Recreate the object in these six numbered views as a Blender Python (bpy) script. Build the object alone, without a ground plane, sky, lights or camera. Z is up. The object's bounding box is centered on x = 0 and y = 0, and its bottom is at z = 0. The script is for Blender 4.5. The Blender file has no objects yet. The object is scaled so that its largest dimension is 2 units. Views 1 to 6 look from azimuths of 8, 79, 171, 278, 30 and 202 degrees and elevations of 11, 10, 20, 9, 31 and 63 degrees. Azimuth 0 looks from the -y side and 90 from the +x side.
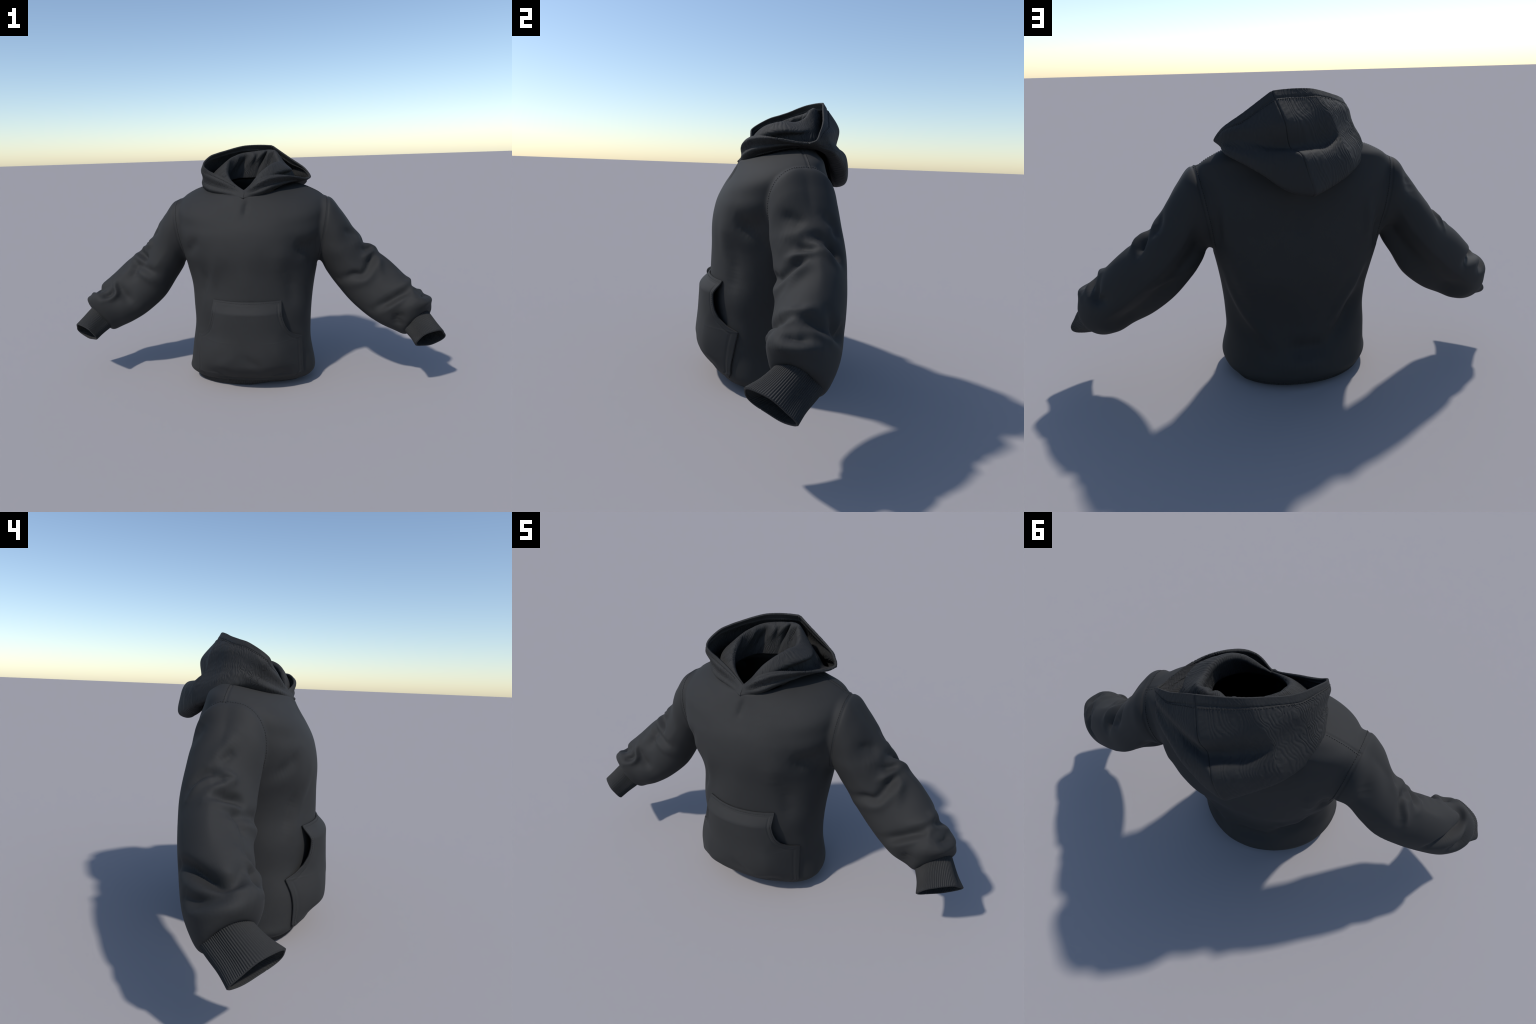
# A dark charcoal pullover hoodie standing by itself: torso, two sleeves with
# ribbed cuffs, ribbed hem band, kangaroo pocket and a lowered, folded hood.
import bpy, math, random
import numpy as np
from mathutils import Vector
from mathutils.bvhtree import BVHTree

rng = np.random.default_rng(7)
random.seed(7)

# ------------------------------------------------------------------ helpers
def spline(u, pts, q):
    """Smooth curve through control points pts at parameters u, sampled at q."""
    u = np.asarray(u, float); p = np.asarray(pts, float); q = np.asarray(q, float)
    if p.ndim == 1:
        p = p[:, None]
    h = np.diff(u)[:, None]; d = np.diff(p, axis=0) / h
    m = np.empty_like(p); m[0] = d[0]; m[-1] = d[-1]
    m[1:-1] = (d[:-1] * h[1:] + d[1:] * h[:-1]) / (h[:-1] + h[1:])
    i = np.clip(np.searchsorted(u, q, side='right') - 1, 0, len(u) - 2)
    hh = h[i]; t = ((q - u[i])[:, None]) / hh
    t2, t3 = t * t, t * t * t
    r = (2*t3 - 3*t2 + 1) * p[i] + (t3 - 2*t2 + t) * hh * m[i] + (3*t2 - 2*t3) * p[i+1] + (t3 - t2) * hh * m[i+1]
    return r if r.shape[1] > 1 else r[:, 0]

def smooth(a, b, x):
    t = np.clip((np.asarray(x, float) - a) / (b - a), 0, 1)
    return t * t * (3 - 2 * t)

def unit(v):
    v = np.asarray(v, float)
    return v / np.maximum(np.linalg.norm(v, axis=-1, keepdims=True), 1e-9)

def mesh_object(name, verts, faces, mat=None, parent=None, shade=True):
    me = bpy.data.meshes.new(name)
    me.from_pydata([tuple(map(float, v)) for v in verts], [], faces)
    me.update()
    if shade:
        me.polygons.foreach_set('use_smooth', [True] * len(me.polygons))
    ob = bpy.data.objects.new(name, me)
    bpy.context.scene.collection.objects.link(ob)
    if mat:
        me.materials.append(mat)
    if parent:
        ob.parent = parent
    return ob

def grid_faces(rows, cols, wrap):
    f = []
    for r in range(rows - 1):
        for c in range(cols if wrap else cols - 1):
            d = (c + 1) % cols
            f.append((r*cols + c, r*cols + d, (r+1)*cols + d, (r+1)*cols + c))
    return f

def evaluated(ob):
    dg = bpy.context.evaluated_depsgraph_get()
    return bpy.data.meshes.new_from_object(ob.evaluated_get(dg))

def apply_modifiers(ob):
    me = evaluated(ob)
    old = ob.data
    ob.modifiers.clear()
    ob.data = me
    bpy.data.meshes.remove(old)

def coords(me):
    v = np.empty(len(me.vertices) * 3); me.vertices.foreach_get('co', v)
    return v.reshape(-1, 3)

def normals(me):
    v = np.empty(len(me.vertices) * 3); me.vertices.foreach_get('normal', v)
    return v.reshape(-1, 3)

def polyline_distance(P, line):
    """distance of points P to a polyline, and parameter 0..1 along it"""
    best = np.full(len(P), 1e9); par = np.zeros(len(P))
    line = np.asarray(line, float); n = len(line) - 1
    for i in range(n):
        a, b = line[i], line[i+1]; ab = b - a
        t = np.clip(((P - a) @ ab) / (ab @ ab), 0, 1)
        d = np.linalg.norm(P - (a + t[:, None] * ab), axis=1)
        k = d < best
        best[k] = d[k]; par[k] = (i + t[k]) / n
    return best, par

# ---------------------------------------------------------------- materials
def fabric(name, base, kind):
    m = bpy.data.materials.new(name); m.use_nodes = True
    nt = m.node_tree; nd = nt.nodes; lk = nt.links
    bsdf = nd['Principled BSDF']
    bsdf.inputs['Roughness'].default_value = 0.8
    bsdf.inputs['Specular IOR Level'].default_value = 0.4
    tc = nd.new('ShaderNodeTexCoord')
    blot = nd.new('ShaderNodeTexNoise'); blot.inputs['Scale'].default_value = 7.0
    blot.inputs['Detail'].default_value = 4.0
    lk.new(tc.outputs['Object'], blot.inputs['Vector'])
    ramp = nd.new('ShaderNodeValToRGB')
    b = np.array(base)
    ramp.color_ramp.elements[0].position = 0.3
    ramp.color_ramp.elements[0].color = (*(b * 0.93), 1)
    ramp.color_ramp.elements[1].position = 0.7
    ramp.color_ramp.elements[1].color = (*(b * 1.07), 1)
    lk.new(blot.outputs['Fac'], ramp.inputs['Fac'])
    grain = nd.new('ShaderNodeTexNoise'); grain.inputs['Scale'].default_value = 420.0
    grain.inputs['Detail'].default_value = 2.0
    lk.new(tc.outputs['Object'], grain.inputs['Vector'])
    mix = nd.new('ShaderNodeMix'); mix.data_type = 'RGBA'; mix.blend_type = 'MULTIPLY'
    mix.inputs['Factor'].default_value = 1.0
    gr = nd.new('ShaderNodeValToRGB')
    gr.color_ramp.elements[0].color = (0.9, 0.9, 0.9, 1); gr.color_ramp.elements[1].color = (1.1, 1.1, 1.1, 1)
    lk.new(grain.outputs['Fac'], gr.inputs['Fac'])
    lk.new(ramp.outputs['Color'], mix.inputs['A']); lk.new(gr.outputs['Color'], mix.inputs['B'])
    lk.new(mix.outputs['Result'], bsdf.inputs['Base Color'])
    bump = nd.new('ShaderNodeBump'); bump.inputs['Strength'].default_value = 0.25
    bump.inputs['Distance'].default_value = 0.001
    lk.new(grain.outputs['Fac'], bump.inputs['Height'])
    last = bump
    if kind == 'crinkle':
        # wavy, wood-grain like creases in the soft hood cloth
        mp = nd.new('ShaderNodeMapping')
        mp.inputs['Rotation'].default_value = (0.5, 0.35, 0.7)
        mp.inputs['Scale'].default_value = (1.0, 1.0, 0.45)
        lk.new(tc.outputs['Object'], mp.inputs['Vector'])
        w = nd.new('ShaderNodeTexWave'); w.wave_type = 'BANDS'; w.bands_direction = 'X'
        w.inputs['Scale'].default_value = 21.0
        w.inputs['Distortion'].default_value = 7.0
        w.inputs['Detail'].default_value = 3.0
        w.inputs['Detail Scale'].default_value = 1.3
        w.inputs['Detail Roughness'].default_value = 0.6
        lk.new(mp.outputs['Vector'], w.inputs['Vector'])
        b2 = nd.new('ShaderNodeBump'); b2.inputs['Strength'].default_value = 0.15
        b2.inputs['Distance'].default_value = 0.0035
        lk.new(w.outputs['Fac'], b2.inputs['Height'])
        lk.new(last.outputs['Normal'], b2.inputs['Normal'])
        last = b2
    lk.new(last.outputs['Normal'], bsdf.inputs['Normal'])
    return m

BASE = (0.0172, 0.0171, 0.0172)
cloth = fabric('charcoal_fleece', BASE, 'plain')
hood_cloth = fabric('charcoal_crinkled_fleece', BASE, 'crinkle')
rib_cloth = fabric('charcoal_rib_knit', BASE, 'plain')
inside_cloth = fabric('near_black_inside', (0.004, 0.004, 0.004), 'plain')  # near-black colour for the inner side of the torso cloth
thread = fabric('charcoal_thread', (0.008, 0.008, 0.008), 'plain')

# -------------------------------------------------------------------- root
root = bpy.data.objects.new('hoodie', None)
bpy.context.scene.collection.objects.link(root)
root['label'] = 'dark charcoal pullover hoodie with kangaroo pocket and lowered hood'
root['category'] = 'hoodie'

# ------------------------------------------------------------- torso shell
# z, half width right, half width left, front y, back y, centre y, squareness of front and back
TORSO = [
    (0.030, .316, .320, -.240, .208, -.05, 2.6, 2.1),
    (0.060, .334, .348, -.264, .227, -.08, 2.4, 2.0),
    (0.100, .332, .342, -.288, .222, -.07, 2.35, 1.9),
    (0.200, .312, .332, -.296, .200, -.03, 2.5, 1.8),
    (0.300, .312, .324, -.290, .192, -.02, 2.2, 1.8),
    (0.400, .318, .328, -.285, .205, -.01, 2.2, 1.95),
    (0.500, .330, .340, -.284, .224, .00, 1.88, 2.25),
    (0.600, .348, .362, -.281, .230, .00, 1.75, 2.5),
    (0.700, .372, .383, -.280, .230, .01, 2.0, 2.6),
    (0.800, .392, .402, -.264, .224, .02, 2.2, 2.6),
    (0.870, .402, .408, -.246, .210, .03, 2.2, 2.5),
    (0.930, .402, .405, -.220, .186, .04, 2.4, 2.4),
    (0.970, .382, .385, -.198, .175, .045, 2.35, 2.3),
    (1.000, .335, .340, -.182, .158, .045, 2.15, 2.1),
    (1.025, .276, .280, -.170, .150, .045, 1.9, 2.0),
    (1.038, .210, .215, -.162, .156, .035, 2.0, 2.0),
    (1.041, .165, .170, -.152, .152, .02, 2.0, 2.0),
]
# the inside of the cloth: neck opening first, then down along the outer wall
WALL = .014
INNER = [(1.036, .152, .157, -.140, .146, .02, 2.0, 2.0), (1.015, .190, .195, -.155, .146, .03, 2.0, 2.0)]
INNER += [(z, ar - WALL, al - WALL, yf + WALL, yb - WALL, cy, nf, nb)
          for z, ar, al, yf, yb, cy, nf, nb in TORSO[::-1] if z < .98]

def neck_tilt(z, y):
    return 0.26 * smooth(0.72, 1.03, z) * (y - 0.05)

def torso_ring(row, count, grow=0.0):
    z, ar, al, yf, yb, cy, nf, nb = row
    th = np.linspace(0, 2*np.pi, count, endpoint=False)
    c, s = np.cos(th), np.sin(th)
    flank = .22 * smooth(.15, .3, z) * smooth(.68, .5, z)      # left flank hangs flatter than the right
    e = 2.0 / np.where(s >= 0, nb, nf - flank * np.where(c < 0, 1, -.3))
    a = np.where(c >= 0, ar, al) + grow
    b = np.where(s >= 0, yb - cy, cy - yf) + grow
    x = a * np.sign(c) * np.abs(c) ** e
    y = cy + b * np.sign(s) * np.abs(s) ** e
    return np.stack([x, y, z + neck_tilt(z, y)], 1)

def torso_rows(table, steps):
    t = np.array(table, float)
    q = np.linspace(0, len(t) - 1, steps)
    return spline(np.arange(len(t)), t, q)

COUNT = 220
rings = [torso_ring(r, COUNT) for r in torso_rows(TORSO, 130)]
rings += [torso_ring(r, COUNT) for r in torso_rows(INNER, 110)]
tv = np.concatenate(rings)
tf = grid_faces(len(rings), COUNT, True)
last = (len(rings) - 1) * COUNT
tf += [(last + c, last + (c+1) % COUNT, (c+1) % COUNT, c) for c in range(COUNT)]

# ---------------------------------------------------------------- sleeves
# centre, radius across the arm, radius fore and aft
SLEEVE = [
    (.310, .030, .805, .150, .115),
    (.380, .030, .798, .166, .130),
    (.425, .032, .746, .148, .131),
    (.475, .036, .670, .134, .130),
    (.545, .036, .590, .136, .132),
    (.628, .024, .514, .146, .122),
    (.714, -.007, .438, .142, .121),
    (.782, -.036, .386, .130, .122),
    (.832, -.060, .348, .117, .112),
    (.864, -.078, .320, .100, .096),
    (.868, -.082, .316, .070, .066),
    (.845, -.065, .335, .060, .058),
]

def sleeve_surface(side, steps=150, count=140):
    t = np.array(SLEEVE, float)
    q = np.linspace(0, len(t) - 1, steps)
    r = spline(np.arange(len(t)), t, q)
    cen = r[:, :3]
    # axis directions: keep the frame steady where the end turns back inside
    axis_ctrl = unit(np.array([(.98, 0, -.18), (.98, 0, -.18), (.94, 0, -.33), (.83, 0, -.55), (.68, -.02, -.72),
                               (.70, -.15, -.68), (.72, -.30, -.62), (.70, -.42, -.55), (.66, -.50, -.52),
                               (.62, -.56, -.52), (.62, -.56, -.52), (.62, -.56, -.52)]))
    ax = unit(spline(np.arange(len(t)), axis_ctrl, q))
    yv = np.array([0, 1.0, 0])
    e2 = unit(yv - (ax @ yv)[:, None] * ax)
    e1 = np.cross(e2, ax)
    e1 *= np.sign(e1[:, 2:3])
    ph = np.linspace(0, 2*np.pi, count, endpoint=False)
    # the cloth hangs slack below the front of the arm and lies flat below its back
    cp, sn = np.cos(ph), np.sin(ph)
    hang = np.clip(-cp, 0, 1)
    flat_back = (smooth(.9, 2.6, q) * smooth(7.8, 6.2, q))[:, None] * (hang * np.clip(sn, 0, 1))[None, :]
    slack_front = (smooth(3.2, 5.4, q) * smooth(8.4, 6.8, q))[:, None] * (hang * np.clip(-sn, 0, 1))[None, :]
    shape = 1 - .80 * flat_back + .26 * slack_front
    shape = shape + .13 * (smooth(.3, 1.3, q) * smooth(4.6, 3, q))[:, None] * (np.clip(cp, 0, 1) * np.clip(sn, 0, 1) * 2)[None, :]
    shape = shape - .30 * (smooth(1.8, 4, q) * smooth(6.2, 4.8, q))[:, None] * (np.clip(cp, 0, 1) * np.clip(-sn, 0, 1))[None, :]
    shape = shape + .10 * (smooth(.3, 1.3, q) * smooth(3.2, 2, q))[:, None] * (np.clip(cp, 0, 1) * np.clip(-sn, 0, 1) * 2)[None, :]
    if side < 0:
        shape = shape - .11 * (smooth(.6, 1.6, q) * smooth(5, 3.6, q))[:, None] * hang[None, :]
    # the cloth balloons over the cuff at the front and top
    dphi = np.abs((ph + np.pi / 4 + np.pi) % (2*np.pi) - np.pi)
    shape = shape + .26 * np.exp(-((q - 8.2) / .75) ** 2)[:, None] * np.exp(-(dphi / .85) ** 2)[None, :]
    V = (cen[:, None, :] + (r[:, 3, None] * cp * shape)[..., None] * e1[:, None, :]
         + (r[:, 4, None] * sn * shape)[..., None] * e2[:, None, :])
    V = V.reshape(-1, 3) * np.array([side, 1, 1])
    F = grid_faces(steps, count, True)
    F.append(tuple(range(count)))
    F.append(tuple((steps-1)*count + c for c in range(count))[::-1])
    return V, F

body_v, body_f = list(tv), list(tf)
import bmesh
def add_part(target, V, F):
    bm = bmesh.new()
    vs = [bm.verts.new(v) for v in V]
    for f in F:
        bm.faces.new([vs[i] for i in f])
    bmesh.ops.recalc_face_normals(bm, faces=bm.faces)
    me = bpy.data.meshes.new('tmp'); bm.to_mesh(me); bm.free()
    target.append(me)

parts = []
add_part(parts, tv, tf)
for side in (1, -1):
    add_part(parts, *sleeve_surface(side))
bm = bmesh.new()
for me in parts:
    bm.from_mesh(me); bpy.data.meshes.remove(me)
me = bpy.data.meshes.new('body'); bm.to_mesh(me); bm.free()
body = bpy.data.objects.new('body', me)
bpy.context.scene.collection.objects.link(body)
mod = body.modifiers.new('remesh', 'REMESH'); mod.mode = 'VOXEL'; mod.voxel_size = 0.0042
mod = body.modifiers.new('smooth', 'SMOOTH'); mod.factor = 0.5; mod.iterations = 14
apply_modifiers(body)

def seam_plane(P):
    """distance of points outward from the armhole seam"""
    ax = np.abs(P[:, 0])
    return (ax - (.355 - .10 * P[:, 1] + .16 * (P[:, 2] - .62))) / 1.02

# blend sleeve and torso into one slope around the armhole
P = coords(body.data)
wgt = np.exp(-(seam_plane(P) / .045) ** 2) * (P[:, 2] > .60) * (np.abs(P[:, 0]) > .25)
vg = body.vertex_groups.new(name='armhole')
for lev in range(1, 11):
    ids = np.nonzero((wgt > (lev - .5) / 10) & (wgt <= (lev + .5) / 10))[0]
    vg.add([int(i) for i in ids], lev / 10, 'REPLACE')
mod = body.modifiers.new('blend', 'SMOOTH'); mod.factor = 0.5; mod.iterations = 120; mod.vertex_group = 'armhole'
apply_modifiers(body)

# ------------------------------------------------- folds in the body cloth
# each fold: line of points in space, half width, height (negative = valley)
FOLDS = []
def ridge(width, height, *points):
    FOLDS.append((points, width, height))
def valley(width, depth, *points):
    FOLDS.append((points, width, -depth))
# folds of the sleeves (outer side, front, back) and of the torso, as lines on the cloth
valley(0.018, 0.006, (0.491, -0.068, 0.788), (0.523, -0.029, 0.777), (0.552, 0.004, 0.762))
ridge(0.022, 0.006, (0.507, -0.073, 0.716), (0.558, -0.025, 0.724), (0.57, 0.01, 0.745))
valley(0.018, 0.012, (0.586, 0.007, 0.723), (0.603, 0.051, 0.726), (0.625, 0.095, 0.692), (0.645, 0.115, 0.648))
ridge(0.016, 0.008, (0.606, 0.017, 0.709), (0.643, 0.051, 0.685), (0.674, 0.092, 0.639))
valley(0.013, 0.008, (0.582, -0.029, 0.689), (0.617, 0, 0.685), (0.638, 0.038, 0.689))
ridge(0.013, 0.008, (0.58, -0.061, 0.642), (0.617, -0.022, 0.661), (0.649, 0.04, 0.679))
ridge(0.018, 0.006, (0.655, 0.002, 0.654), (0.67, -0.033, 0.611), (0.68, -0.084, 0.544))
ridge(0.016, 0.009, (0.752, -0.115, 0.496), (0.817, -0.066, 0.518), (0.82, -0.015, 0.532))
valley(0.02, 0.013, (0.836, -0.078, 0.498), (0.863, -0.029, 0.489), (0.864, 0.033, 0.457))
ridge(0.013, 0.008, (0.83, -0.139, 0.463), (0.835, -0.09, 0.492), (0.88, -0.033, 0.473), (0.88, 0.019, 0.446))
valley(0.016, 0.016, (0.872, -0.135, 0.46), (0.901, -0.096, 0.459), (0.905, -0.047, 0.453))
ridge(0.02, 0.012, (0.846, -0.162, 0.422), (0.908, -0.105, 0.443), (0.915, -0.024, 0.43))
valley(0.017, 0.012, (0.463, -0.06, 0.535), (0.536, -0.096, 0.564), (0.595, -0.088, 0.572), (0.637, -0.03, 0.636), (0.659, -0.005, 0.646))
ridge(0.02, 0.006, (0.478, -0.056, 0.503), (0.594, -0.095, 0.538), (0.656, -0.043, 0.608), (0.686, 0.015, 0.642))
valley(0.017, 0.013, (0.633, -0.114, 0.385), (0.707, -0.136, 0.433), (0.773, -0.13, 0.472), (0.828, -0.104, 0.486))
ridge(0.013, 0.006, (0.657, -0.119, 0.356), (0.748, -0.147, 0.427), (0.832, -0.114, 0.479))
valley(0.022, 0.012, (0.762, -0.136, 0.307), (0.754, -0.153, 0.348), (0.775, -0.164, 0.377))
ridge(0.03, 0.004, (0.414, -0.092, 0.7), (0.502, -0.083, 0.687), (0.577, -0.046, 0.67))
valley(0.018, 0.009, (0.54, 0.077, 0.799), (0.556, 0.119, 0.758), (0.593, 0.12, 0.712))
valley(0.014, 0.009, (0.619, 0.085, 0.703), (0.639, 0.119, 0.65))
valley(0.018, 0.014, (0.82, 0.027, 0.523), (0.845, 0.058, 0.447), (0.786, 0.095, 0.451))
ridge(0.02, 0.006, (0.415, 0.061, 0.584), (0.493, 0.082, 0.54), (0.616, 0.132, 0.498))
ridge(0.02, 0.006, (-0.49, -0.01, 0.863), (-0.528, 0.027, 0.808), (-0.567, 0.057, 0.766))
valley(0.014, 0.006, (-0.525, -0.007, 0.798), (-0.554, 0.026, 0.772))
ridge(0.014, 0.008, (-0.58, 0.059, 0.751), (-0.575, 0.009, 0.737), (-0.571, -0.019, 0.715), (-0.615, 0.016, 0.699), (-0.667, 0.051, 0.663))
valley(0.013, 0.008, (-0.612, 0.044, 0.716), (-0.594, 0.004, 0.712))
valley(0.014, 0.009, (-0.643, 0.014, 0.672), (-0.609, -0.028, 0.662), (-0.584, -0.052, 0.653))
ridge(0.014, 0.006, (-0.678, 0.048, 0.655), (-0.652, -0.011, 0.646), (-0.593, -0.066, 0.622))
valley(0.018, 0.01, (-0.656, -0.034, 0.618), (-0.646, -0.06, 0.591), (-0.661, -0.083, 0.547))
ridge(0.018, 0.005, (-0.674, -0.016, 0.627), (-0.695, -0.054, 0.576), (-0.722, -0.081, 0.544))
ridge(0.025, 0.006, (-0.819, -0.035, 0.53), (-0.873, -0.073, 0.478), (-0.902, -0.103, 0.455))
valley(0.016, 0.018, (-0.86, 0.055, 0.421), (-0.893, 0.021, 0.421), (-0.913, -0.036, 0.44), (-0.907, -0.094, 0.453), (-0.873, -0.135, 0.46))
ridge(0.026, 0.008, (-0.873, 0.051, 0.391), (-0.917, -0.005, 0.407), (-0.921, -0.084, 0.43), (-0.874, -0.145, 0.43))
valley(0.014, 0.008, (-0.66, 0.031, 0.668), (-0.601, -0.04, 0.653), (-0.582, -0.069, 0.627))
valley(0.018, 0.01, (-0.665, -0.025, 0.623), (-0.578, -0.086, 0.593), (-0.523, -0.093, 0.573))
ridge(0.02, 0.007, (-0.69, -0.021, 0.612), (-0.589, -0.091, 0.567), (-0.512, -0.075, 0.498))
valley(0.022, 0.011, (-0.751, -0.095, 0.524), (-0.705, -0.125, 0.467), (-0.654, -0.126, 0.413))
ridge(0.011, 0.009, (-0.758, -0.076, 0.542), (-0.758, -0.108, 0.506), (-0.744, -0.13, 0.468), (-0.765, -0.144, 0.445), (-0.817, -0.165, 0.431))
valley(0.013, 0.01, (-0.818, -0.146, 0.456), (-0.778, -0.135, 0.464), (-0.773, -0.116, 0.492))
valley(0.016, 0.01, (-0.577, 0.023, 0.745), (-0.597, 0.067, 0.732), (-0.612, 0.12, 0.686))
ridge(0.011, 0.007, (-0.596, 0.011, 0.715), (-0.613, 0.071, 0.715), (-0.641, 0.116, 0.652))
valley(0.013, 0.006, (-0.616, -0.004, 0.682), (-0.654, 0.038, 0.674))
valley(0.03, 0.008, (-0.455, 0.114, 0.897), (-0.469, 0.151, 0.824))
valley(0.017, 0.024, (-0.813, -0.104, 0.493), (-0.863, -0.096, 0.479), (-0.879, -0.058, 0.475), (-0.857, 0.008, 0.487), (-0.804, 0.075, 0.487), (-0.766, 0.102, 0.476))
ridge(0.02, 0.007, (-0.827, -0.149, 0.455), (-0.888, -0.111, 0.465), (-0.913, -0.072, 0.449), (-0.898, -0.01, 0.444), (-0.852, 0.054, 0.441))
valley(0.01, 0.0035, (0.006, -0.171, 0.966), (0, -0.19, 0.926), (-0.005, -0.211, 0.891))
ridge(0.014, 0.002, (-0.028, -0.172, 0.962), (-0.038, -0.211, 0.892))
valley(0.036, 0.009, (0.367, -0.096, 0.748), (0.312, -0.154, 0.72), (0.25, -0.208, 0.721))
valley(0.024, 0.007, (-0.342, -0.114, 0.687), (-0.291, -0.184, 0.729), (-0.257, -0.21, 0.772))
valley(0.035, 0.01, (0.242, -0.215, 0.76), (0.315, -0.139, 0.686), (0.34, -0.067, 0.634))
ridge(0.028, 0.006, (-0.145, -0.258, 0.695), (-0.192, -0.209, 0.529), (-0.23, -0.206, 0.379))
valley(0.025, 0.006, (-0.208, -0.209, 0.608), (-0.249, -0.174, 0.46))
ridge(0.035, 0.004, (0.179, -0.245, 0.728), (0.157, -0.24, 0.586))
valley(0.03, 0.005, (0.219, -0.202, 0.578), (0.227, -0.214, 0.436))
valley(0.028, 0.004, (0.276, 0.065, 0.298), (0.189, 0.143, 0.195), (0.116, 0.192, 0.132))
ridge(0.02, 0.008, (0.306, 0.114, 0.537), (0.241, 0.117, 0.369), (0.145, 0.163, 0.221))
valley(0.028, 0.014, (-0.286, 0.089, 0.391), (-0.196, 0.138, 0.27), (-0.099, 0.186, 0.194))
ridge(0.02, 0.008, (-0.267, 0.162, 0.53), (-0.186, 0.167, 0.405), (-0.121, 0.171, 0.275))
valley(0.03, 0.012, (0.06, 0.194, 0.197), (-0.011, 0.202, 0.188), (-0.098, 0.188, 0.185))
ridge(0.035, 0.008, (0.17, 0.176, 0.098), (0.039, 0.216, 0.115), (-0.104, 0.203, 0.109))
valley(0.022, 0.005, (0.319, 0.165, 0.784), (0.322, 0.134, 0.645))
ridge(0.018, 0.006, (0.287, 0.179, 0.851), (0.292, 0.174, 0.7))
valley(0.022, 0.01, (-0.327, 0.162, 0.753), (-0.32, 0.135, 0.601))
ridge(0.018, 0.006, (-0.275, 0.19, 0.816), (-0.273, 0.184, 0.657))
valley(0.035, 0.008, (0.015, 0.218, 0.85), (0.019, 0.23, 0.712))
ridge(0.045, 0.011, (0.264, 0.188, 0.852), (0.253, 0.183, 0.612), (0.192, 0.148, 0.359), (0.12, 0.174, 0.214))
valley(0.028, 0.007, (-0.288, 0.152, 0.553), (-0.256, 0.12, 0.398), (-0.185, 0.145, 0.265))

P = coords(body.data); N = normals(body.data)
disp = np.zeros(len(P))
for line, w, amp in FOLDS:
    line = np.array(line); w = w * 1.35; amp = amp * 1.7
    near = np.array([np.argmin(((P - c) ** 2).sum(1)) for c in line])
    span = np.linalg.norm(np.diff(line, axis=0), axis=1).sum()
    k = np.linspace(0, len(line) - 1, max(6, int(span / (w * .3))))
    fine = spline(np.arange(len(line)), line, k)
    facing = unit(spline(np.arange(len(line)), N[near], k))
    box = np.all((P > fine.min(0) - 3*w) & (P < fine.max(0) + 3*w), axis=1)
    ids = np.nonzero(box)[0]
    t = k / k[-1]
    fade = .25 + .75 * smooth(0, .35, t) * smooth(0, .35, 1 - t)
    best = np.zeros(len(ids)); turn = np.zeros(len(ids))
    for c, n, f in zip(fine, facing, fade):
        e = f * np.exp(-((P[ids] - c) ** 2).sum(1) / w ** 2)
        m = e > best
        best[m] = e[m]; turn[m] = (N[ids][m] * n).sum(1)
    disp[ids] += np.clip(turn * 3, -1, 1) * amp * best     # the inner face of the cloth moves along
def sleeve_side(P):
    x = np.abs(P[:, 0]); z = P[:, 2]
    return np.where(z >= .62, seam_plane(P) > 0, x > .356 + .25 * (.62 - z))
# shoulder seam groove
shoulder = (np.abs(P[:, 0]) > .2) & (seam_plane(P) < 0) & (P[:, 2] > .93)
disp += shoulder * -.0028 * np.exp(-((P[:, 1] - .052) / .0042) ** 2)
# armhole seam groove with a slightly raised torso side
sp = seam_plane(P); near = (P[:, 2] > .60) & (np.abs(P[:, 0]) > .3)
disp += near * (-.0028 * np.exp(-(sp / .0042) ** 2))
P2 = P + N * disp[:, None]
body.data.vertices.foreach_set('co', P2.ravel()); body.data.update()

body_bvh = BVHTree.FromPolygons([tuple(v) for v in P2], [tuple(p.vertices) for p in body.data.polygons])

# split the one smooth surface into torso and sleeves along the seams
Nall = normals(body.data)
cent = np.empty(len(body.data.polygons) * 3); body.data.polygons.foreach_get('center', cent)
cent = cent.reshape(-1, 3)
is_sleeve = sleeve_side(cent)
polys = [tuple(p.vertices) for p in body.data.polygons]
def region(name, mask, mat):
    idx = np.nonzero(mask)[0]
    used = np.unique(np.concatenate([np.array(polys[i]) for i in idx]))
    remap = {int(v): k for k, v in enumerate(used)}
    ob = mesh_object(name, P2[used], [tuple(remap[v] for v in polys[i]) for i in idx], mat, root)
    ob.data.normals_split_custom_set_from_vertices([tuple(n) for n in Nall[used]])
    return ob
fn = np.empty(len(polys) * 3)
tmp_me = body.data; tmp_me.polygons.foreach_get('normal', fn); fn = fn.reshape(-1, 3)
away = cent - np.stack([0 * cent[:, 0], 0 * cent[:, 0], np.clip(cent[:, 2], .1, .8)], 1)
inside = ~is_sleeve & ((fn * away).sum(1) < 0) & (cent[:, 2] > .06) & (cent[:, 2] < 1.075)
torso = region('torso', ~is_sleeve & ~inside, cloth)
torso_inner = region('torso_inside', inside, inside_cloth)  # inner faces of the torso shell itself, split off and coloured near-black
sleeve_right = region('sleeve', is_sleeve & (cent[:, 0] > 0), cloth)
sleeve_left = region('sleeve', is_sleeve & (cent[:, 0] < 0), cloth)
bpy.data.objects.remove(body)

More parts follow.
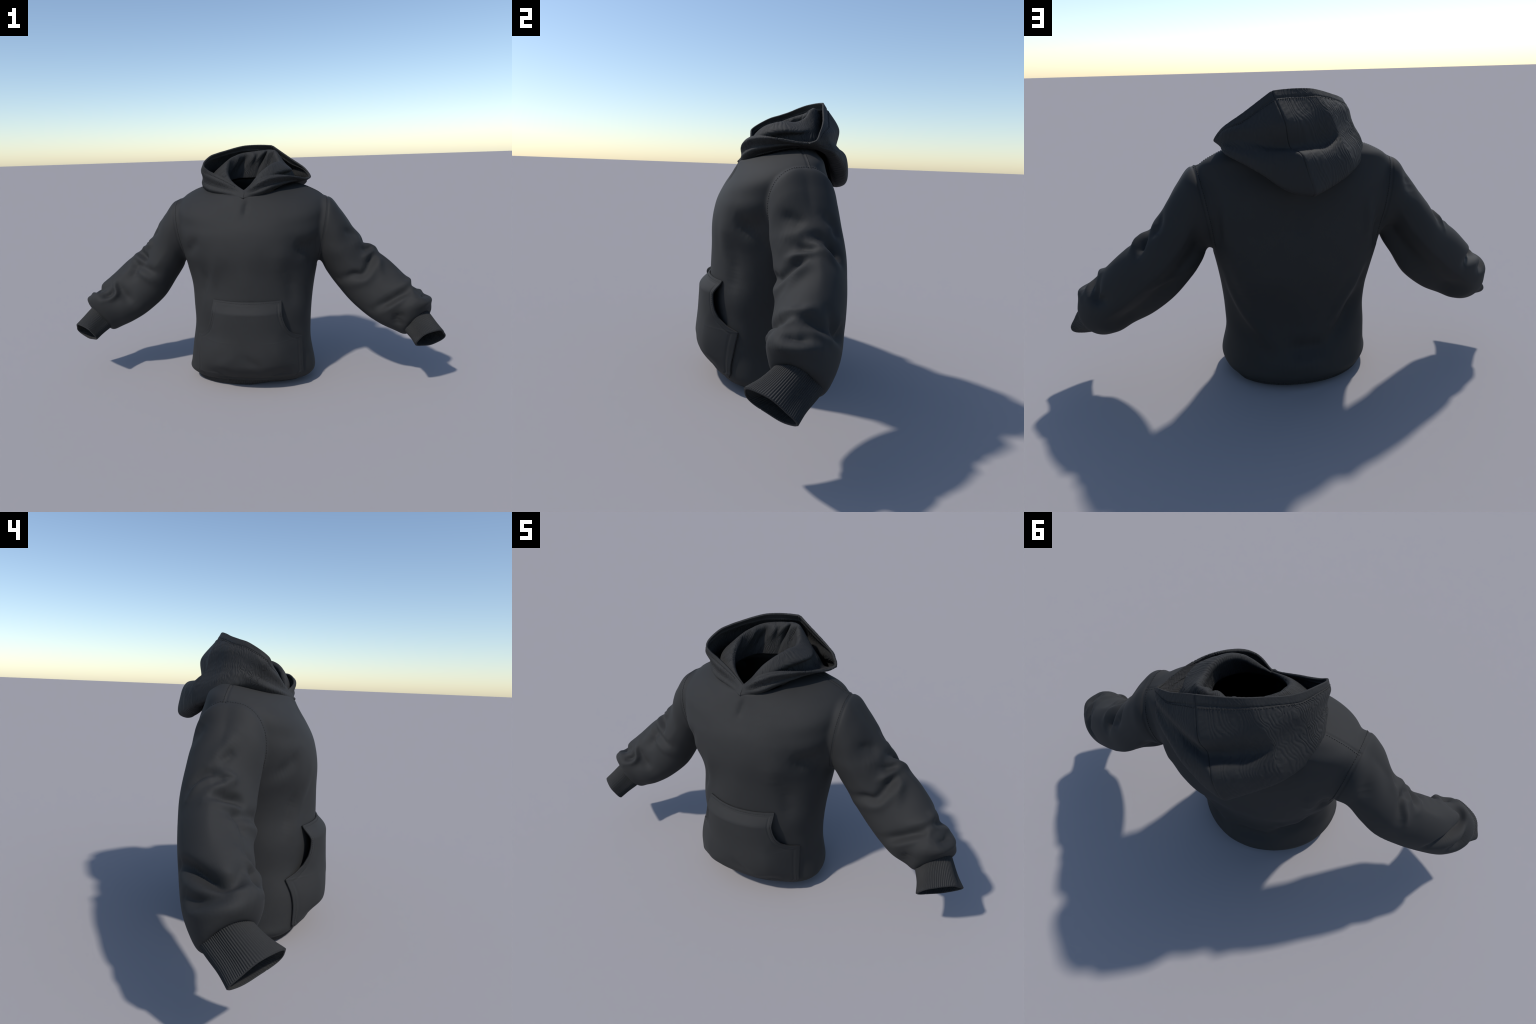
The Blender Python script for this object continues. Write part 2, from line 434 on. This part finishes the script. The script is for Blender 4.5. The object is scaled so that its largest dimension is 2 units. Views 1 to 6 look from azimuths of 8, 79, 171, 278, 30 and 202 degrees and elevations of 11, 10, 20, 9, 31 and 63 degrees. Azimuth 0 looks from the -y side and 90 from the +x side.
# ------------------------------------------------------------------ cuffs
def cuff(side, parent):
    """ribbed tube, flaring and flattened toward the hand"""
    RIBS, PER = 74, 8
    count = RIBS * PER
    # centre, long half axis, short half axis
    rows = np.array([
        (.850, -.058, .328, .083, .074),
        (.874, -.092, .304, .083, .071),
        (.898, -.134, .280, .089, .064),
        (.917, -.172, .260, .103, .059),
        (.919, -.175, .258, .104, .058),
    ])
    ax = unit(np.array([.50, -.70, -.52]))
    long = unit(np.array([.155, .135, -.03])); long = unit(long - (long @ ax) * ax)
    short = np.cross(ax, long); short *= np.sign(short[2])
    R = 46
    q = np.linspace(0, len(rows) - 1, R)
    r = spline(np.arange(len(rows)), rows, q)
    ph = np.linspace(0, 2*np.pi, count, endpoint=False)
    rib = np.cos(ph * RIBS)
    V = []
    def ring(c, a, b, depth, inset):
        soft = .004 * np.cos(3 * ph + 1) + .003 * np.cos(5 * ph)
        notch = -.0035 * np.exp(-(((ph - 4.25) / .02) ** 2))
        aa, bb = a - inset + depth * rib + soft + notch, b - inset + depth * rib + soft + notch
        return c + (aa * np.cos(ph))[:, None] * long + (bb * np.sin(ph))[:, None] * short
    for k in range(R):
        V.append(ring(r[k, :3], r[k, 3], r[k, 4], .0012 * (1 - smooth(.93, 1, k/(R-1))), 0))
    tip = r[-1]
    V.append(ring(tip[:3] + ax * .003, tip[3], tip[4], 0, .002))
    V.append(ring(tip[:3] + ax * .003, tip[3], tip[4], 0, .006))
    for k in range(R - 1, -1, -3):
        V.append(ring(r[k, :3], r[k, 3], r[k, 4], .0010, .008))
    rowsn = len(V)
    V = np.concatenate(V) * np.array([side, 1, 1])
    F = grid_faces(rowsn, count, True)
    if side < 0:
        pass
    else:
        F = [f[::-1] for f in F]
    ob = mesh_object('cuff', V, F, rib_cloth, parent)
    return ob
cuff(1, sleeve_right); cuff(-1, sleeve_left)

# --------------------------------------------------------------- hem band
def hem_band():
    RIBS, PER = 250, 6
    count = RIBS * PER
    prof = [(.060, -.014), (.045, -.004), (.030, -.002), (.012, -.005), (.003, -.010), (.000, -.016), (.004, -.020), (.040, -.020)]
    th = np.linspace(0, 2*np.pi, count, endpoint=False)
    rows = []
    for z, g in prof:
        base = torso_ring((z, .316 + .1*z, .318 + .1*z, -.238 - .25*z, .207 + .2*z, -.05, 2.3, 2.1), count)
        cen = np.array([0, -.05, 0])
        d = unit((base - cen) * np.array([1, 1, 0]))
        rows.append(base + d * (g + .0011 * np.cos(th * RIBS))[:, None])
    V = np.concatenate(rows)
    F = grid_faces(len(prof), count, True)
    # the front right of the band hangs a little higher
    lift = .018 * smooth(-.02, .12, V[:, 0]) * smooth(.05, -.15, V[:, 1])
    lift = np.maximum(lift, .022 * smooth(.12, .28, V[:, 0]) * smooth(.16, .05, V[:, 1]))
    lift = np.maximum(lift, .010 * smooth(-.1, .1, V[:, 1]))
    V[:, 2] += lift
    return mesh_object('hem_band', V, [f[::-1] for f in F], rib_cloth, root)
hem_band()

# ----------------------------------------------------------------- pocket
def front_y(x, z, default=-.28):
    hit = body_bvh.ray_cast(Vector((x, -1.2, z)), Vector((0, 1, 0)))
    return hit[0].y if hit[0] else default

def pocket():
    edge = np.array([(.174, .469), (.176, .443), (.178, .410), (.184, .378), (.195, .346), (.2115, .314), (.238, .288), (.271, .268),
                     (.272, .220), (.275, .150), (.278, .085), (.255, .062)])
    s = np.r_[0, np.cumsum(np.linalg.norm(np.diff(edge, axis=0), axis=1))]
    R, C = 180, 210
    q = np.linspace(0, s[-1], R)
    e = np.stack([np.interp(q, s, edge[:, 0]), np.interp(q, s, edge[:, 1])], 1)
    f = np.linspace(-1, 1, C)[None, :]
    X = e[:, :1] * f
    Z = e[:, 1:] * np.ones((1, C))
    Z = Z - .014 * (1 - f * f) * smooth(.14, .06, e[:, 1:])
    Y = np.array([[front_y(x, max(z, .08)) for x, z in zip(xr, zr)] for xr, zr in zip(X, Z)])
    for _ in range(6):
        Y[1:-1, 1:-1] = .2 * (Y[1:-1, 1:-1] + Y[:-2, 1:-1] + Y[2:, 1:-1] + Y[1:-1, :-2] + Y[1:-1, 2:])
    Y += np.clip(.08 - Z, 0, 1) * .9
    # sewn down along the top, the lower sides and the bottom; open at the curved mouths
    flat = np.stack([X, Z, 0 * X], -1).reshape(-1, 3)
    far = lambda *lines: np.min([polyline_distance(flat, np.array([(x, z, 0) for x, z in l]))[0] for l in lines], axis=0).reshape(R, C)
    top = far([(-.172, .469), (.172, .469)])
    sides = far([(.270, .268), (.278, .085)], [(-.270, .268), (-.278, .085)])
    base = far([(-.278, .066), (.278, .066)])
    puff = .042 * smooth(-.003, .06, top) * smooth(-.022, .125, sides) * smooth(-.016, .085, base)
    # soft sags in the pouch and the pressed line of the turned edge
    puff += .007 * (np.exp(-(((X + .13) / .06) ** 2 + ((Z - .15 - .5 * (X + .13)) / .035) ** 2)) - np.exp(-(((X - .04) / .05) ** 2 + ((Z - .16 + .6 * (X - .04)) / .03) ** 2)))
    puff -= .017 * sum(np.exp(-(((X - cx) / .055) ** 2 + ((Z - .105) / .045) ** 2)) for cx in (-.17, .165))
    puff = np.maximum(puff, .001)
    right = [tuple(p) for p in edge]; left = [(-x, z) for x, z in right]
    rimline = np.minimum(top, far(right, left))
    puff *= 1 - .2 * np.exp(-(far(*[[(sx * x, z) for x, z in edge[2:8]] for sx in (1, -1)]) / .05) ** 2)
    puff -= .0022 * np.exp(-((rimline - .019) / .0035) ** 2)
    V = np.stack([X, Y - .005 - puff, Z], -1)
    global pocket_V, pocket_edge
    pocket_V, pocket_edge = V, e
    ob = mesh_object('pocket', V.reshape(-1, 3), grid_faces(R, C, False), cloth, root)
    m = ob.modifiers.new('thick', 'SOLIDIFY'); m.thickness = .007; m.offset = 0
    apply_modifiers(ob)
    return ob
pocket()

# ------------------------------------------------------------------- hood
# Rows run from the neck seam over the inner roll, down into the pouch, out at
# the bottom and up the outside to the rim. u = 0 front V, 0.5 back seam, 1 front V.
RIM = [(0, -.016, -.134, 1.012), (.04, .030, -.155, 1.040), (.08, .062, -.150, 1.065), (.12, .101, -.130, 1.081),
       (.16, .145, -.105, 1.086), (.20, .187, -.078, 1.082), (.24, .229, -.038, 1.072), (.28, .271, .018, 1.060),
       (.31, .302, .065, 1.058), (.335, .314, .100, 1.070), (.36, .289, .120, 1.105), (.39, .254, .138, 1.133),
       (.42, .216, .152, 1.158), (.47, .141, .170, 1.211), (.5, .102, .181, 1.239),
       (.54, .052, .172, 1.243), (.58, .002, .160, 1.244), (.62, -.047, .142, 1.241), (.66, -.094, .115, 1.231),
       (.70, -.138, .087, 1.218), (.74, -.180, .050, 1.205), (.78, -.215, -.002, 1.187), (.81, -.235, -.056, 1.155),
       (.83, -.229, -.078, 1.136), (.85, -.207, -.084, 1.118), (.88, -.167, -.090, 1.099), (.91, -.127, -.100, 1.079),
       (.94, -.090, -.110, 1.058), (.97, -.053, -.122, 1.035), (1, -.010, -.140, 1.010)]
BOTTOM = [(0, -.017, -.165, .977), (.08, .074, -.134, .993), (.13, .117, -.096, 1.015), (.18, .152, -.055, 1.028),
          (.22, .185, -.010, 1.040), (.26, .222, .035, 1.048), (.30, .262, .090, 1.045), (.335, .283, .140, 1.040),
          (.36, .273, .180, 1.025), (.39, .238, .210, 1.005), (.42, .194, .242, .982), (.44, .150, .273, .956),
          (.46, .105, .293, .924), (.48, .057, .314, .901), (.5, -.018, .336, .889),
          (.53, -.059, .308, .898), (.57, -.124, .265, .916), (.62, -.187, .218, .941), (.68, -.252, .133, .975),
          (.73, -.266, .092, 1.004), (.77, -.266, .050, 1.022), (.81, -.250, .010, 1.022), (.85, -.222, -.030, 1.010),
          (.89, -.182, -.070, .998), (.94, -.116, -.112, .990), (1, -.012, -.168, .978)]
RIDGE = [(0, -.016, -.130, 1.008), (.05, .020, -.122, 1.040), (.10, .050, -.112, 1.075), (.15, .078, -.098, 1.104),
         (.20, .112, -.066, 1.130), (.25, .142, -.010, 1.146), (.30, .152, .055, 1.147), (.34, .146, .094, 1.166),
         (.38, .134, .116, 1.194), (.42, .118, .132, 1.208), (.46, .098, .144, 1.213), (.5, .080, .148, 1.213),
         (.56, .020, .150, 1.208), (.62, -.040, .140, 1.202), (.68, -.082, .104, 1.191), (.74, -.112, .056, 1.172),
         (.80, -.127, .004, 1.144), (.86, -.122, -.044, 1.104), (.91, -.098, -.082, 1.068), (.96, -.055, -.112, 1.034),
         (1, -.010, -.134, 1.006)]
NECK = [(0, -.015, -.140, .984), (.12, .080, -.110, 1.000), (.25, .145, -.010, 1.040), (.37, .110, .096, 1.064),
        (.5, .010, .136, 1.068), (.63, -.100, .096, 1.064), (.75, -.145, -.010, 1.040), (.88, -.085, -.110, 1.000),
        (1, -.012, -.142, .982)]
SHELF = [(.42, .168, .243, 1.040), (.44, .133, .268, 1.034), (.47, .082, .289, 1.033), (.5, .026, .314, 1.030),
         (.54, -.030, .289, 1.029), (.58, -.093, .253, 1.032), (.62, -.149, .213, 1.052)]
DENT = [(.42, .172, .224, 1.058), (.44, .143, .238, 1.048), (.47, .095, .254, 1.044), (.5, .051, .268, 1.042),
        (.54, -.020, .244, 1.042), (.58, -.085, .216, 1.048), (.62, -.148, .190, 1.070)]

def row(table, q):
    t = np.array(table)
    r = np.empty((len(q), 3))
    k = q <= .5
    a, b = t[t[:, 0] <= .5], t[t[:, 0] >= .5]
    r[k] = spline(a[:, 0], a[:, 1:], q[k]); r[~k] = spline(b[:, 0], b[:, 1:], q[~k])
    return r

def partial(table, q, fallback):
    t = np.array(table)
    w = smooth(t[0, 0] - .05, t[0, 0] + .02, q) * smooth(t[-1, 0] + .06, t[-1, 0] - .02, q)
    qq = np.clip(q, t[0, 0], t[-1, 0])
    return fallback + (row(table, qq) - fallback) * w[:, None]

def cloud(x, y, seed):
    """smooth 2-D value noise, 0..1"""
    r = np.random.default_rng(seed).random((64, 128))
    xi, yi = np.floor(x).astype(int), np.floor(y).astype(int)
    fx, fy = x - xi, y - yi
    fx, fy = fx*fx*(3 - 2*fx), fy*fy*(3 - 2*fy)
    a = lambda i, j: r[(yi + j) % 64, (xi + i) % 128]
    return (a(0, 0)*(1-fx) + a(1, 0)*fx)*(1-fy) + (a(0, 1)*(1-fx) + a(1, 1)*fx)*fy

CREASE = .0007
def hood():
    U = 761
    q = np.linspace(0, 1, U)
    rim, bot, rid, neck = (row(t, q) for t in (RIM, BOTTOM, RIDGE, NECK))
    out = unit((bot - np.array([0, .04, 0])) * np.array([1, 1, 0]))
    ends = (smooth(0, .12, q) * smooth(0, .12, 1 - q))[:, None]
    swell = ends * (1 - np.exp(-((q - .335) / .045) ** 2))[:, None] * (1 - .6 * np.exp(-((q - .78) / .06) ** 2))[:, None]
    zup = np.array([0, 0, 1.0])
    mid = lambda a, b, t: a + (b - a) * t
    shelf = partial(SHELF, q, mid(bot, rim, .40) + out * .012 * swell)
    dent = partial(DENT, q, mid(bot, rim, .52) + out * .012 * swell)
    upper = mid(dent, rim, .46) + (out * .014 + zup * .006) * swell + out * .022 * np.exp(-((q - .5) / .05) ** 2)[:, None]
    stitch = rim + unit(upper - rim) * np.minimum(.032, np.linalg.norm(upper - rim, axis=1) * .5)[:, None]
    belly = mid(bot, shelf, .5) + out * .016 * swell
    right_mound = np.exp(-((q - .28) / .06) ** 2)[:, None]
    left_fall = np.exp(-((q - .80) / .10) ** 2)[:, None]
    roll = rid + (out * .022 - zup * .028) * ends + out * .03 * right_mound + (out * .028 - zup * .006) * left_fall
    stand = mid(neck, rid, .55) - out * .004 * ends
    back = np.exp(-((q - .52) / .11) ** 2)[:, None]
    cavity = mid(bot, neck, .42) + zup * .040 * ends - zup * .01 * back
    under = mid(bot, neck, .20) - zup * (.004 * ends + .042 * back)
    crest_in = rid - out * .010 * ends - zup * .008 * ends
    rows = [neck, stand, crest_in, rid, roll, cavity, under, bot, belly, shelf, dent, upper, stitch, rim]
    ctrl = np.stack(rows)                      # rows x U x 3
    vpar = np.array([0, 1, 1.8, 2.2, 2.8, 4.2, 5.0, 5.4, 6.1, 6.9, 7.4, 8.5, 9.4, 10.0])
    Vn = 300
    vq = np.linspace(0, 10, Vn)
    S = spline(vpar, ctrl.reshape(len(rows), -1), vq).reshape(Vn, U, 3)
    # left panel laps over the right one at the front V
    F = grid_faces(Vn, U, False)
    flat = S.reshape(-1, 3)
    ob = mesh_object('hood', flat, F, hood_cloth, root)
    me = ob.data
    Nn = normals(me).reshape(Vn, U, 3)
    # grooves: rim stitch line and the centre back seam, both pressed into the outer cloth
    vv = vq[:, None] * np.ones((1, U)); uu = q[None, :] * np.ones((Vn, 1))
    g = -.003 * np.exp(-((vv - 9.4) / .07) ** 2) * smooth(.02, .08, uu) * smooth(.02, .08, 1 - uu)
    g += -.0045 * np.exp(-((uu - .5) / .0022) ** 2) * (vv > 5)
    # wavy creases that wander down the soft cloth
    wander = 2.6 * cloud(uu * 34, vv * 1.1, 3) + 1.3 * cloud(uu * 90, vv * 2.6, 5)
    wave = np.sin(uu * 2*np.pi * 125 + vv * 1.9 + 2*np.pi * wander * 1.15)
    patchy = .45 + .55 * smooth(.3, .7, cloud(uu * 12, vv * .9, 9))
    keep = (1 - .75 * np.exp(-((vv - 9.75) / .3) ** 2)) * smooth(.012, .03, np.abs(uu - .5)) * smooth(0, .08, uu) * smooth(0, .08, 1 - uu)
    g = g + CREASE * wave * patchy * keep
    S2 = S + Nn * (g * SIGN)[..., None]
    # crumpled folds on the inner back wall of the collar
    fold = lambda u0, v0, du, dv, tilt=0: np.exp(-((uu - u0 - tilt * (vv - v0)) / du) ** 2 - ((vv - v0) / dv) ** 2)
    lump = (.020 * fold(.585, 1.45, .022, .55, .03) - .012 * fold(.62, 1.0, .022, .5) + .012 * fold(.53, 1.7, .016, .5, -.02)
            - .014 * fold(.505, 1.3, .010, .7) + .012 * fold(.455, 1.2, .020, .7, .02) - .010 * fold(.42, 1.6, .014, .6)
            + .010 * fold(.70, 1.3, .02, .7) - .008 * fold(.76, 1.4, .02, .6))
    S2 = S2 - out[None] * lump[..., None]
    me.vertices.foreach_set('co', S2.ravel()); me.update()
    m = ob.modifiers.new('thick', 'SOLIDIFY'); m.thickness = .008; m.offset = 0; m.use_even_offset = False
    apply_modifiers(ob)
    ob.data.polygons.foreach_set('use_smooth', [True] * len(ob.data.polygons))
    return ob, S2, Nn, q, vq
SIGN = 1.0
hood_object, hood_S, hood_N, hood_u, hood_v = hood()

# -------------------------------------------------------------- stitching
def stitch_run(path, normal, pitch=.0095, length=.0062, radius=.0014, lift=.0004):
    """short thread stitches laid end to end along a path on the cloth"""
    path = np.asarray(path, float); normal = np.asarray(normal, float)
    d = np.r_[0, np.cumsum(np.linalg.norm(np.diff(path, axis=0), axis=1))]
    t = np.arange(pitch / 2, d[-1], pitch)
    g = lambda a, tt: np.stack([np.interp(tt, d, a[:, i]) for i in range(3)], 1)
    c, n = g(path, t), unit(g(normal, t))
    tan = unit(g(path, np.minimum(t + .002, d[-1])) - g(path, np.maximum(t - .002, 0)))
    side = np.cross(tan, n)
    V, F = [], []
    for ci, ni, ti, si in zip(c, n, tan, side):
        ci = ci + ni * lift; b = len(V)
        L = length * random.uniform(.85, 1.15) / 2
        V.append(ci - ti * L)
        for k in (-.5, .5):
            for a in range(6):
                an = a * math.pi / 3
                V.append(ci + ti * L * k * 1.3 + radius * (math.cos(an) * ni + math.sin(an) * si))
        V.append(ci + ti * L)
        for a in range(6):
            e = (a + 1) % 6
            F.append((b, b + 1 + e, b + 1 + a))
            F.append((b + 1 + a, b + 1 + e, b + 7 + e, b + 7 + a))
            F.append((b + 7 + a, b + 7 + e, b + 13))
    return V, F

def stitch_object(runs, parent):
    V, F = [], []
    for v, f in runs:
        o = len(V); V += v; F += [tuple(i + o for i in q) for q in f]
    ob = mesh_object('seam_stitching', V, F, thread, parent)
    ob['kind'] = 'stuff'
    return ob

def on_body(points, directions):
    P, Nn = [], []
    for p, d in zip(points, directions):
        h = body_bvh.ray_cast(Vector(p), Vector(d))
        if h[0] is not None:
            n = h[1] if h[1].dot(Vector(d)) < 0 else -h[1]
            P.append(tuple(h[0])); Nn.append(tuple(n))
    return np.array(P), np.array(Nn)

runs = []
for side in (1, -1):
    an = np.radians(np.linspace(-78, 258, 170))
    for off in (-.010,):
        y = .03 + .30 * np.cos(an); z = .795 + .30 * np.sin(an)
        x = .355 - .10 * .03 + .16 * (.795 - .62) + off
        src, dr = [], []
        for a in an:
            d = np.array([0, -math.cos(a), -math.sin(a)])
            xs = lambda r: .355 - .10 * (.03 + r * math.cos(a)) + .16 * (.175 + r * math.sin(a)) + off
            src.append((side * xs(.30), .03 + .30 * math.cos(a), .795 + .30 * math.sin(a)))
            e = np.array([side * xs(.05), .03 + .05 * math.cos(a), .795 + .05 * math.sin(a)])
            dr.append(tuple(unit(e - np.array(src[-1]))))
        p, n = on_body(src, dr)
        keep = (p[:, 2] > .64)
        runs.append(stitch_run(p[keep], n[keep]))
    # shoulder seam
    xs = np.linspace(.25, .40, 40)
    p, n = on_body([(side * x, .060, 1.3) for x in xs], [(0, 0, -1)] * 40)
    runs.append(stitch_run(p, n))
stitch_object(runs, torso)

runs = []
Vp = pocket_V
def pocket_run(path):
    path = np.asarray(path)
    return stitch_run(path + np.array([0, -.0036, 0]), np.tile([0, -1.0, 0], (len(path), 1)), pitch=.0085)
runs.append(pocket_run(Vp[3, 3:-3]))
runs.append(pocket_run(Vp[3:-6, 3])); runs.append(pocket_run(Vp[3:-6, -4]))
stitch_object(runs, bpy.data.objects['pocket'])

HOOD_OUT = np.sign((hood_N[int(np.argmin(np.abs(hood_v - 8.5))), 500] * np.array([-.6, 1, 0])).sum())
iv = int(np.argmin(np.abs(hood_v - 9.30)))
run = []
for lo, hi in ((.345, .497), (.503, .97)):
    k = np.nonzero((hood_u > lo) & (hood_u < hi))[0]
    run.append(stitch_run(hood_S[iv, k] + hood_N[iv, k] * .004 * HOOD_OUT, hood_N[iv, k] * HOOD_OUT, pitch=.009))
stitch_object(run, hood_object)
